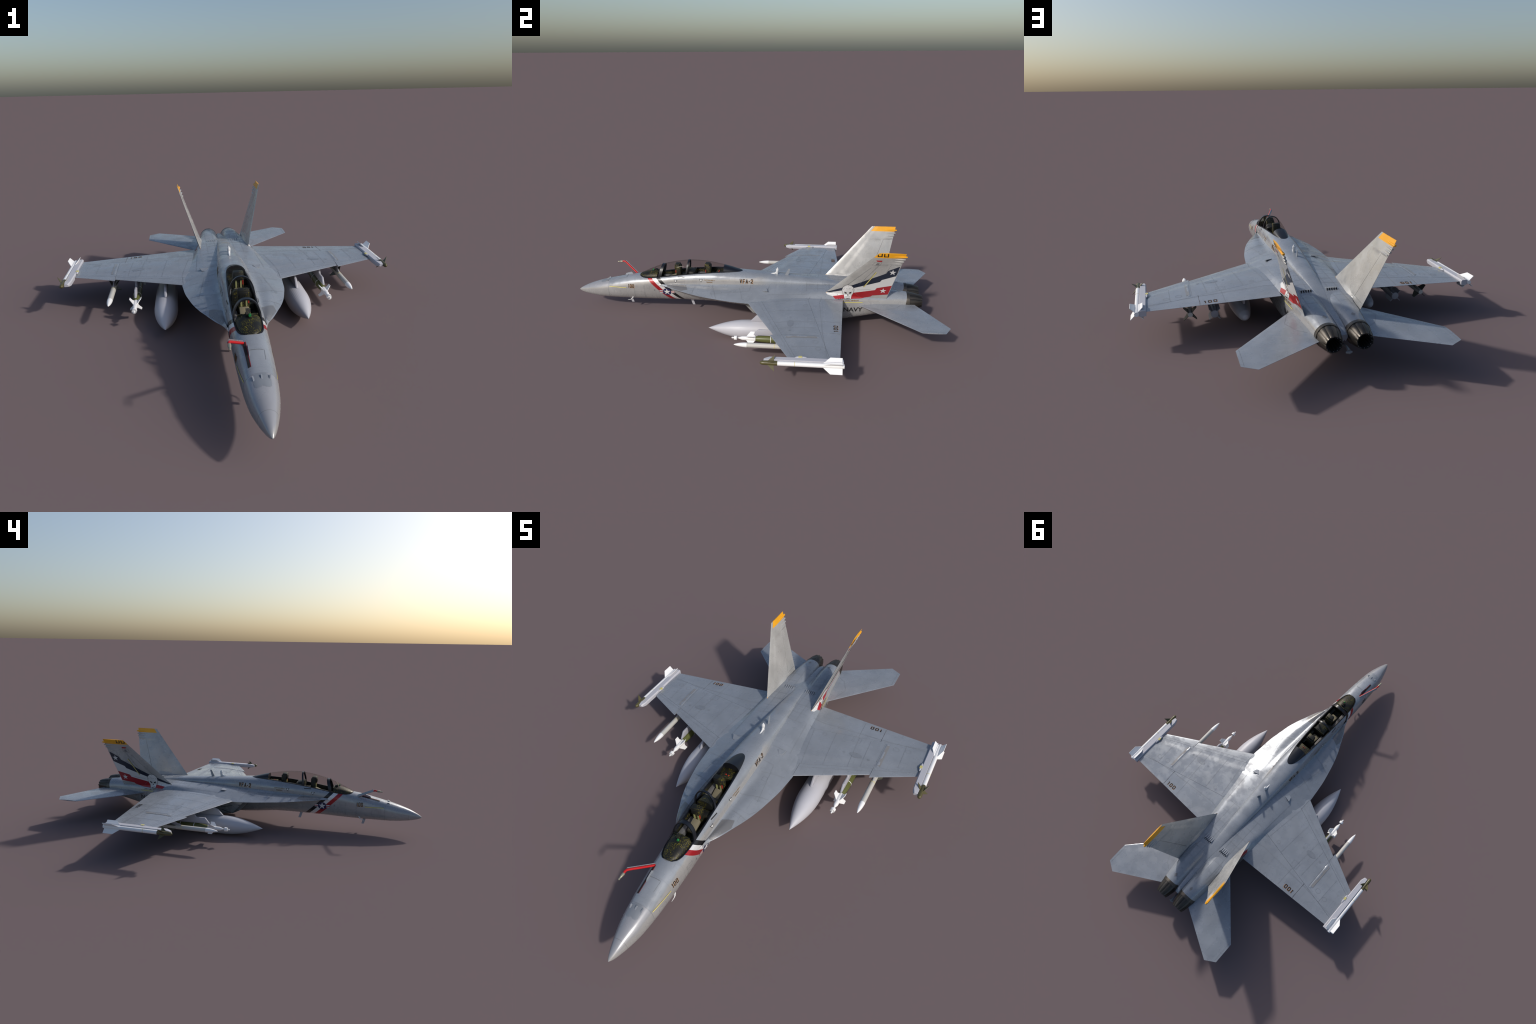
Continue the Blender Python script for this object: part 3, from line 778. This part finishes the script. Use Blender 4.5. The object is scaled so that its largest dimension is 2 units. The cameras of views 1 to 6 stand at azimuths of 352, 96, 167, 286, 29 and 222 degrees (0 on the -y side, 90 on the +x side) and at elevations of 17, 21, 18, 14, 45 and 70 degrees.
# heat seeking missiles on the wingtip rails
RX, RZ = .7290, .1418
heat = revolve('heat_seeking_missile', [(.1985, .0094), (.1985, .0098), (.394, .0098), (.476, .0098), (.4805, .0092), (.4805, .0003)], jet, M_WHITE, 24, RX, RZ)
V, F = revolve_data([(.1235, .0003), (.1240, .0030), (.1260, .0058), (.1300, .0080), (.1360, .0092), (.145, .0097), (.1990, .0099)], 24, RX, RZ)
seek = mesh('seeker_section', V, F, heat, M_SEEKER)
revolve('missile_band', [(.2710, .0092), (.2710, .0101), (.2728, .0101), (.2728, .0092)], heat, M_YSTRIP, 24, RX, RZ)
V, F = cross_fins([(.156, .008), (.186, .0355), (.1865, .0355), (.183, .008)], 4, .0016, math.pi/4, RX, RZ)
mesh('missile_canard', V, F, seek, M_SEEKER)
V, F = cross_fins([(.390, .008), (.4215, .0355), (.4725, .0355), (.4725, .008)], 4, .0020, math.pi/4, RX, RZ)
mesh('missile_tail_fin', V, F, heat, M_WHITE)
def rail_section(y, w0, w1, z0, z1): return [(w0, y, z0+.002), (w0+.002, y, z0), (w1-.001, y, z0), (w1, y, z0+.002), (w1, y, z1-.001), (w1-.001, y, z1), (w0+.0035, y, z1), (w0, y, z1-.005)]
rail = loft('missile_rail', [rail_section(.1385, .7020, .7185, .1365, .1475), rail_section(.148, .6985, .7190, .1335, .1505), rail_section(.163, .6935, .7195, .1315, .1530), rail_section(.30, .6915, .7195, .1305, .1540),
             rail_section(.46, .6915, .7195, .1305, .1545), rail_section(.478, .6915, .7195, .1305, .1545)], jet, M_TANK, angle=25)
lamp = mesh('formation_light', *join_data(loft_data([[(.6895 + .0055*math.cos(a)*k, y, .1500 + .006*math.sin(a)*k) for a in [2*math.pi*j/10 for j in range(10)]] for y, k in ((.270, .05), (.279, .8), (.290, 1), (.306, 1), (.316, .8), (.326, .05))])), rail, M_TANK)
mesh('light_lens', *box_data(.6842, .6950, .286, .302, .1500, .1560), lamp, M_YSTRIP)

# ------------------------------------------------------------------ markings, laid on the skin as thin films
def tree(*objs):
    V, F = [], []
    for o in objs:
        n = len(V); V += [o.matrix_world @ v.co for v in o.data.vertices]
        F += [tuple(i+n for i in p.vertices) for p in o.data.polygons]
    return BVHTree.FromPolygons(V, F)
bpy.context.view_layer.update()
T_SIDE = tree(fuselage, radome, nac); T_SIDE_S = tree(fuselage, radome, nac_s); 
fin_whole = loft('fin_template', fin_rings(-.12, 1, lambda s: 0, lambda s: 1, 30, 20), None, None)
T_FIN = tree(fin_whole); T_FIN_OUT = tree(fin_whole, nac, fuselage)
bpy.data.objects.remove(fin_whole, do_unlink=True)
T_TOP = tree(fuselage, nac, wing, slat[0], slat[1], flap, ail, glove, stab)

def film(name, bm, place, bvh, direction, mat, lift=.0005, parent=None, maxlen=.006, reach=.5, keep_x=-9.0):
    """Tessellate flat shapes, drop them on the skin along `direction`, lift them off a hair."""
    for _ in range(7):
        bmesh.ops.triangulate(bm, faces=bm.faces)
        L = [e for e in bm.edges if e.calc_length() > maxlen]
        if not L: break
        bmesh.ops.subdivide_edges(bm, edges=L, cuts=1)
    bmesh.ops.triangulate(bm, faces=bm.faces)
    d = Vector(direction); dead = []
    for v in bm.verts:
        p = Vector(place(v.co.x, v.co.y))
        hit, nrm, idx, dist = bvh.ray_cast(p - d*reach, d, 2*reach)
        if hit is None or abs(hit.x) < keep_x: dead.append(v); continue
        if nrm.dot(d) > 0: nrm = -nrm
        v.co = hit - d*lift*.6 + nrm*lift*.6
    bmesh.ops.delete(bm, geom=dead, context='VERTS')
    for f in bm.faces: f.smooth = True
    bm.normal_update()
    for f in bm.faces:
        if f.normal.dot(d) > 0: f.normal_flip()
    me = bpy.data.meshes.new(name); bm.to_mesh(me); bm.free()
    return put(name, me, parent or jet, mat)

def shapes(*polys):
    bm = bmesh.new()
    for p in polys: bm.faces.new([bm.verts.new((a, b_, 0)) for a, b_ in p])
    return bm

def letters(text, w, h, bold=0.0, shear=0.0):
    """Built-in font text fitted into a w x h box at the origin."""
    cu = bpy.data.curves.new('lettering', 'FONT'); cu.body = text; cu.offset = bold; cu.resolution_u = 3; cu.shear = shear
    ob = bpy.data.objects.new('lettering', cu); SCN.objects.link(ob)
    dg = bpy.context.evaluated_depsgraph_get()
    me = bpy.data.meshes.new_from_object(ob.evaluated_get(dg))
    bm = bmesh.new(); bm.from_mesh(me)
    bmesh.ops.remove_doubles(bm, verts=bm.verts, dist=1e-4)
    xs = [v.co.x for v in bm.verts]; ys_ = [v.co.y for v in bm.verts]
    x0, x1, y0, y1 = min(xs), max(xs), min(ys_), max(ys_)
    for v in bm.verts: v.co = ((v.co.x-x0)/(x1-x0)*w, (v.co.y-y0)/(y1-y0)*h, 0)
    bpy.data.objects.remove(ob, do_unlink=True); bpy.data.meshes.remove(me); bpy.data.curves.remove(cu)
    return bm

STROKES = {'V': [[(0, 1), (.5, 0), (1, 1)]], 'F': [[(0, 0), (0, 1), (1, 1)], [(0, .52), (.8, .52)]], 'A': [[(0, 0), (.5, 1), (1, 0)], [(.22, .30), (.78, .30)]],
           '-': [[(.1, .45), (.9, .45)]], '2': [[(0, .80), (.08, 1), (.92, 1), (1, .9), (1, .62), (.9, .52), (0, .10), (0, 0), (1, 0)]],
           '1': [[(.10, .86), (.55, 1), (.55, 0)]], '0': [[(.12, 0), (.88, 0), (1, .1), (1, .9), (.88, 1), (.12, 1), (0, .9), (0, .1), (.12, 0)]]}
def block_letters(text, w, h, weight, gap=.42, narrow={'-': .55, '1': .62}):
    """Condensed squadron numerals drawn as thick strokes inside a w x h box."""
    widths = [narrow.get(c, 1.0) for c in text]; unit = w/(sum(widths) + gap*(len(text)-1)); polys = []; x = 0
    t = weight*h
    for c, k in zip(text, widths):
        cw = unit*k - t
        for st in STROKES[c]:
            P = [(x + t/2 + a*cw, t/2 + b_*(h-t)) for a, b_ in st]
            for i in range(len(P)-1):
                d = (Vector(P[i+1]) - Vector(P[i])).normalized()*t*.32
                q0 = tuple(Vector(P[i]) - (d if i else d*1.5)); q1 = tuple(Vector(P[i+1]) + (d if i < len(P)-2 else d*1.5))
                polys.append(line(q0, q1, t))
        x += unit*(k + gap)
    return shapes(*polys)

def star(cx, cy, r, rot=math.pi/2):
    return [(cx + (r if k % 2 == 0 else r*.39)*math.cos(rot + math.pi*k/5), cy + (r if k % 2 == 0 else r*.39)*math.sin(rot + math.pi*k/5)) for k in range(10)]
def disc(cx, cy, rx, ry=None, n=28): return [(cx + rx*math.cos(2*math.pi*k/n), cy + (ry or rx)*math.sin(2*math.pi*k/n)) for k in range(n)]
def rect(x0, y0, x1, y1): return [(x0, y0), (x1, y0), (x1, y1), (x0, y1)]
def rim(pts, w):
    """Outline band inside a convex polygon, as quads."""
    cx = sum(p[0] for p in pts)/len(pts); cy = sum(p[1] for p in pts)/len(pts)
    out = []
    for i in range(len(pts)):
        a, b_ = pts[i], pts[(i+1) % len(pts)]
        ia = [p + (c-p)*w/max(math.hypot(cx-a[0], cy-a[1]), 1e-6) for p, c in zip(a, (cx, cy))]
        ib = [p + (c-p)*w/max(math.hypot(cx-b_[0], cy-b_[1]), 1e-6) for p, c in zip(b_, (cx, cy))]
        out.append([a, b_, tuple(ib), tuple(ia)])
    return out
def line(p, q, w=.0011):
    d = (Vector(q) - Vector(p)).normalized(); n = Vector((-d.y, d.x))*w/2
    return [tuple(Vector(p)-n), tuple(Vector(q)-n), tuple(Vector(q)+n), tuple(Vector(p)+n)]

for s in (1, -1):
    T = T_SIDE if s > 0 else T_SIDE_S; D = (-s, 0, 0)
    def on_side(y0, z0, s=s):
        # text grows towards +y on the port side, towards -y on starboard
        return lambda a, b_: (s*.3, y0 + s*a, z0 + b_)
    def sidemark(name, bm, y0, z0, mat, lift=.0005, maxlen=.006): return film(name, bm, on_side(y0, z0), T, D, mat, lift, maxlen=maxlen, reach=.35)
    def sidetext(text, y0, z0, w, h, bold=.14):
        sidemark('lettering', block_letters(text, w, h, bold, .30), y0 + s*.0011, z0 - .0011, M_ORANGE, .0004)
        sidemark('lettering', block_letters(text, w, h, bold, .30), y0, z0, M_BLACK, .0008)
    L = lambda a, b_: a if s > 0 else b_
    sidetext('100', L(-.689, -.655), .1505, .034, .022)
    sidetext('VFA-2', L(-.0605, .0115), .2065, .072, .0225, .18)
    sidemark('lettering', letters('NAVY', .099, .0245, .022), L(.4975, .5965), .097, M_BLACK)
    sidemark('lettering', letters('USS CARL VINSON', .094, .0065, .035), L(.4800, .5740), .1560, M_STENCIL)
    sidemark('formation_strip', shapes(rect(-.052, -.0019, .050, .0019)), .545, .1490, M_YSTRIP)
    sidemark('formation_strip_edge', shapes(rect(-.052, .0019, .050, .0031)), .545, .1490, M_BLACK)
    sidemark('formation_strip', shapes([(-.050*s, .0000-.0019), (.050*s, -.0012-.0019), (.050*s, .0007), (-.050*s, .0019)][::s]), -.7505, .1512, M_YSTRIP)
    sidemark('formation_strip_edge', shapes([(-.050*s, .0019), (.050*s, .0007), (.050*s, .0017), (-.050*s, .0030)][::s]), -.7505, .1512, M_BLACK)
    sidemark('lettering', letters('CAPTAIN JEFF A', .060, .0070, .035), L(-.2565, -.1965), .2125, M_STENCIL)
    sidemark('lettering', letters('"DIGITAL"', .036, .0070, .035), L(-.2440, -.2080), .2015, M_STENCIL)
    for y0, z0 in ((-.4155, .2015), (-.273, .2115)):
        tri = [(-.0105, .0085), (0, -.0085), (.0105, .0085)]
        sidemark('warning_triangle', shapes(tri), y0, z0, M_BLACK, .0004)
        sidemark('warning_triangle', shapes([(a*.62, b_*.62+.001) for a, b_ in tri]), y0, z0, M_MARK, .0007)
    sidemark('grip_slot_film', shapes(rect(-.0195, -.0018, .0195, .0018)), -.3845, .2250, M_BLACK)  # flat black film drawn as a grip slot, nothing cut
    # national insignia: bordered disc and bars with a star
    rc = (-.4690, .1355)
    sidemark('insignia', shapes(rect(-.0425, -.0085, .0425, .0085)), *rc, M_BLUE, .0004)
    sidemark('insignia', shapes(rect(-.0415, -.0072, .0415, .0072)), *rc, M_MARK, .0006)
    sidemark('insignia', shapes(rect(-.0415, -.0026, .0415, .0026)), *rc, M_RED, .0008)
    sidemark('insignia', shapes(disc(0, 0, .0235, .0215)), *rc, M_BLUE, .0010)
    sidemark('insignia', shapes(star(0, 0, .0205)), *rc, M_MARK, .0013)
    # access panels on the nose flank
    P = []
    for (a, b_, c, d) in ((-.775, .112, -.735, .134), (-.655, .112, -.600, .130), (-.60, .150, -.565, .168), (-.60, .092, -.555, .110)): P += rim(rect(a, b_, c, d), .0009)
    for y in (-.806, -.655, -.595): P.append(line((y, .085), (y, .165), .0008))
    if s > 0: film('panel_seam', shapes(*P), lambda a, b_: (.3, a, b_), T, D, M_SEAM, .0003, reach=.35)
    else: film('panel_seam', shapes(*P), lambda a, b_: (-.3, a, b_), T, D, M_SEAM, .0003, reach=.35)
    film('bleed_slot_film', shapes(line((.022, .1145), (.092, .1010), .0026), line((-.024, .1212), (-.010, .1185), .0024), line((.033, .0720), (.086, .0868), .0030)), lambda a, b_, s=s: (s*.3, a, b_), tree(nac if s > 0 else nac_s), D, M_DARK, .0005, reach=.35)  # dark strips laid on the nacelle side as slots, skin left whole
    sidemark('lettering', letters('E', .006, .010, .02), L(-.541, -.535), .139, M_SEAM)

# fin artwork on the outer faces (y, z), mirrored to starboard
def finmark(name, bm, mat, lift=.0005, inner=False, only_fin=False):
    d = (1, 0, 0) if inner else (-1, 0, 0)
    o = film(name, bm, lambda a, b_: (.16, a, b_), T_FIN if inner or only_fin else T_FIN_OUT, d, mat, lift, parent=fin, maxlen=.008, keep_x=.098)
    FINMARKS.append(o); return o
FINMARKS = []
navy_top = [(.402, .1995), (.486, .235), (.533, .254), (.616, .296), (.697, .337), (.705, .354), (.7655, .3845)]
navy_bot = [(.754, .3235), (.680, .295), (.672, .282), (.544, .237), (.487, .217), (.402, .1945)]
red_top = [(.439, .184), (.488, .189), (.543, .205), (.652, .227), (.660, .241), (.7385, .259)]
red_bot = [(.7255, .199), (.642, .190), (.633, .182), (.585, .170), (.532, .168), (.456, .168)]
finmark('tail_stripe', shapes([(.402, .196), (.487, .218), (.544, .238), (.672, .283), (.680, .296), (.755, .3245), (.7385, .2585), (.660, .240), (.652, .226), (.543, .204), (.488, .188), (.439, .183), (.410, .190)]), M_MARK, .0004)
finmark('tail_stripe', shapes(navy_top + navy_bot), M_NAVY, .0006)
finmark('tail_stripe', shapes(red_top + red_bot), M_RED, .0006)
finmark('tail_star', shapes(star(.7285, .3435, .0185)), M_MARK, .0009)
finmark('tail_star', shapes(star(.6935, .2225, .0180)), M_MARK, .0009)
skull = [(.500, .168), (.497, .186), (.488, .203), (.4855, .222), (.490, .240), (.502, .2515), (.5155, .2545), (.530, .2515), (.541, .241), (.5455, .224), (.543, .204), (.536, .187), (.532, .168)]
finmark('skull_emblem', shapes([(.5155 + (a-.5155)*1.05, .211 + (b_-.211)*1.04) for a, b_ in skull]), M_BLACK, .0010)
finmark('skull_emblem', shapes(skull), M_MARK, .0013)
eye = [(.496, .2115), (.511, .2040), (.5105, .1985), (.501, .1985)]
finmark('skull_emblem', shapes(eye, [(1.0315 - a, b_ + .001) for a, b_ in eye], [(.5125, .1855), (.5205, .1860), (.5165, .1955)], *[rect(a, .171, a+.0008, .180) for a in (.505, .510, .5155, .521, .526)],
        rect(.502, .1795, .530, .1806), line((.505, .232), (.513, .2295)), line((.518, .2295), (.528, .233)), line((.515, .245), (.5165, .252)), line((.493, .222), (.497, .231)), line((.536, .231), (.540, .222))), M_BLACK, .0016)
for k in (0, 1): finmark('lettering', shapes(*[q for a in (.6445, .6745) for q in (rect(a, .440, a+.005, .4575), rect(a+.018, .440, a+.023, .4575), rect(a, .4385, a+.023, .4425))]), M_BLACK, .0009) if k == 0 else None
finmark('yellow_tip_band', shapes([(.400, .193), (.4085, .193), (.4085, .204)]), M_YELLOW, .0011, only_fin=True)
finmark('yellow_tip_band', shapes([(.400, .193), (.4085, .193), (.4085, .204)]), M_YELLOW, .0008, True)
finmark('tail_light', shapes([(.640, .4165), (.646, .4100), (.668, .4090), (.6695, .4170)]), M_RED, .0008)
finmark('tail_panel', shapes(*rim([(.622, .3865), (.634, .4045), (.669, .4055), (.662, .3870)], .0014), [(.640, .389), (.646, .4005), (.658, .4005), (.654, .389)]), M_PATCH, .0007)
finmark('formation_strip', shapes(line((.593, .2455), (.6475, .3435), .0052)), M_YSTRIP, .0012)
finmark('formation_strip_edge', shapes(line((.5905, .247), (.645, .345), .0014)), M_BLACK, .0014)
finmark('panel_seam', shapes(line((.47, .212), (.62, .372)), line((.57, .262), (.66, .392)), line((.548, .208), (.585, .172)), line((.56, .225), (.63, .23))), M_SEAM, .0009)
for o in FINMARKS: pass

# wing, strake and deck top markings
TOPMARKS = []
def topmark(name, bm, mat, lift=.0005, parent=None):
    o = film(name, bm, lambda a, b_: (a, b_, .3), T_TOP, (0, 0, -1), mat, lift, parent=parent or wing, reach=.35, maxlen=.012); TOPMARKS.append(o); return o
def wingtext(dx, dy, mat, lift):
    bm = block_letters('100', .054, .021, .19)
    for v in bm.verts: v.co = (.4615 - v.co.x + dx, .4600 - v.co.y + dy, 0)
    topmark('lettering', bm, mat, lift)
wingtext(-.0011, .0011, M_ORANGE, .0004); wingtext(0, 0, M_BLACK, .0008)
topmark('fold_pad', shapes([(.5290, .222), (.5160, .222), (.5135, .3615), (.5275, .3635)]), M_PAD, .0009)
seams = [line((.476, .468), (.481, .374)), line((.376, .470), (.380, .355)), line((.148, .322), (.178, .312)), line((.195, .371), (.47, .386)), line((.145, .381), (.195, .371)), line((.47, .386), (.686, .410)),
         line((.2085, .02), (.2085, .08)), line((.213, .080), (.178, .312)), line((.30, .117), (.28, .333)), line((.40, .158), (.385, .355)), line((.45, .18), (.44, .368)), line((.60, .24), (.595, .40)), line((.505, .165), (.505, .372)),
         line((.215, .060), (.50, .180), .0008), line((.51, .190), (.685, .262), .0008)]
seams += rim(disc(.409, .2355, .029, .0145), .0009) + rim(disc(.611, .369, .013, .011), .0009) + rim(disc(.559, .357, .014, .012), .0009) + rim(disc(.47, .235, .006), .0008) + rim(disc(.356, .232, .006), .0008)
seams += rim(disc(.235, .300, .010), .0008) + rim(rect(.36, .315, .40, .35), .0008)
topmark('panel_seam', shapes(*seams), M_SEAM, .0003)
topmark('access_panel', shapes(disc(.409, .2355, .026, .0120), disc(.47, .235, .0055), disc(.356, .232, .0055)), paint('panel_grey', tuple(k*.86 for k in GREY), panels=False), .0004)
deck = [line((.150, .10), (.137, .31)), line((.09, -.06), (.185, -.03)), line((.07, .10), (.12, .10)), line((.07, .0), (.12, .0)), line((.12, 0), (.15, -.21)), line((.07, -.21), (.19, -.17)), line((.085, -.30), (.15, -.31)), line((.15, -.28), (.175, -.24))]
deck += [line((.03, y), (.115, y), .0009) for y in (.30, .36, .42, .47, .60, .66)] + [line((x, .30), (x, .70), .0009) for x in (.045, .085)]
deck += rim(rect(.135, -.205, .155, -.185), .0008) + rim(rect(.11, -.10, .13, -.075), .0008) + rim(rect(.125, -.335, .165, -.305), .0008)
topmark('panel_seam', shapes(*deck), M_SEAM, .0003, jet)
topmark('strake_patch', shapes([(.069, -.470), (.079, -.468), (.1215, -.374), (.117, -.338), (.0715, -.358)]), M_PATCH, .0005, jet)
topmark('deck_diamond', shapes([(.0555, .774), (.0640, .786), (.0555, .799), (.0470, .786)]), M_PATCH, .0005, jet)
topmark('panel_seam', shapes(line((.150, .600), (.185, .700)), line((.185, .700), (.150, .770)), line((.15, .77), (.12, .79)), line((.383, .850), (.383, .965), .0009)), M_SEAM, .0003, stab)
# deck louvres: five raised slats each side
for k in range(5):
    x = .0350 + .0100*k
    z = T_TOP.ray_cast(Vector((x, .541, .5)), Vector((0, 0, -1)))[0].z
    zf_ = T_TOP.ray_cast(Vector((x, .506, .5)), Vector((0, 0, -1)))[0].z
    V = [(x-.0026, .506, zf_-.002), (x+.0026, .506, zf_-.002), (x-.0026, .541, z-.002), (x+.0026, .541, z-.002), (x-.0026, .5405, z+.0075), (x+.0026, .5405, z+.0075)]
    lv = mesh('deck_louvre', V, [(0,1,3,2), (0,4,5,1), (2,3,5,4), (0,2,4), (1,5,3)], jet, M_GREY)
    dk = mesh('louvre_mouth_plate', *box_data(x-.0021, x+.0021, .5402, .5416, z-.002, z+.0068), lv, M_DARK)  # dark plate over the closed louvre end, no opening modelled
    m = mirrored(lv); mirrored(dk, m)
    topmark('louvre_dark_film', shapes(rect(x-.0021, .541, x+.0021, .5500)), M_DARK, .0004, jet)  # dark film carries the mouth's black onto the deck, no slot cut
# dark surface film for the probe bay, no cavity cut, and panel joint on the nose top (starboard)
T_NOSE = tree(fuselage, radome)
film('probe_bay_film', shapes([(-.0345, -.662), (-.0255, -.662), (-.0235, -.775), (-.0315, -.775)]), lambda a, b_: (a, b_, .3), T_NOSE, (0, 0, -1), M_DARK, .0006, reach=.35)
film('probe_bay_lip', shapes([(-.0255, -.662), (-.0240, -.662), (-.0222, -.775), (-.0235, -.775)]), lambda a, b_: (a, b_, .3), T_NOSE, (0, 0, -1), M_RED, .0007, reach=.35)
film('panel_seam', shapes(line((-.024, -.706), (.024, -.706), .0022), line((.026, -.706), (.024, -.75))), lambda a, b_: (a, b_, .3), T_NOSE, (0, 0, -1), M_SEAM, .0005, reach=.35)
film('nose_patch', shapes([(-.024, -.852), (-.018, -.858), (-.008, -.858), (0, -.853), (.008, -.858), (.018, -.858), (.024, -.852), (.026, -.830), (.024, -.812), (.012, -.806), (-.012, -.806), (-.024, -.812), (-.026, -.830)]), lambda a, b_: (a, b_, .3), T_NOSE, (0, 0, -1), paint('nose_patch_grey', tuple(k*.84 for k in GREY), panels=False), .0003, reach=.35)

# ------------------------------------------------------------------ keep the tree at thing > part > sub-part
for o in list(bpy.data.objects):
    while o.parent and o.parent.parent and o.parent.parent.parent: o.parent = o.parent.parent

# ------------------------------------------------------------------ starboard twins
def twin_tree(o, parent=None):
    c = mirrored(o, parent)
    for k in list(o.children): twin_tree(k, c)
for o in (wing, fin, stab, tank, p1, p2, p3, bomb, mis, heat, rail, vent): twin_tree(o)
for o in TOPMARKS:
    if o.parent == jet: mirrored(o)
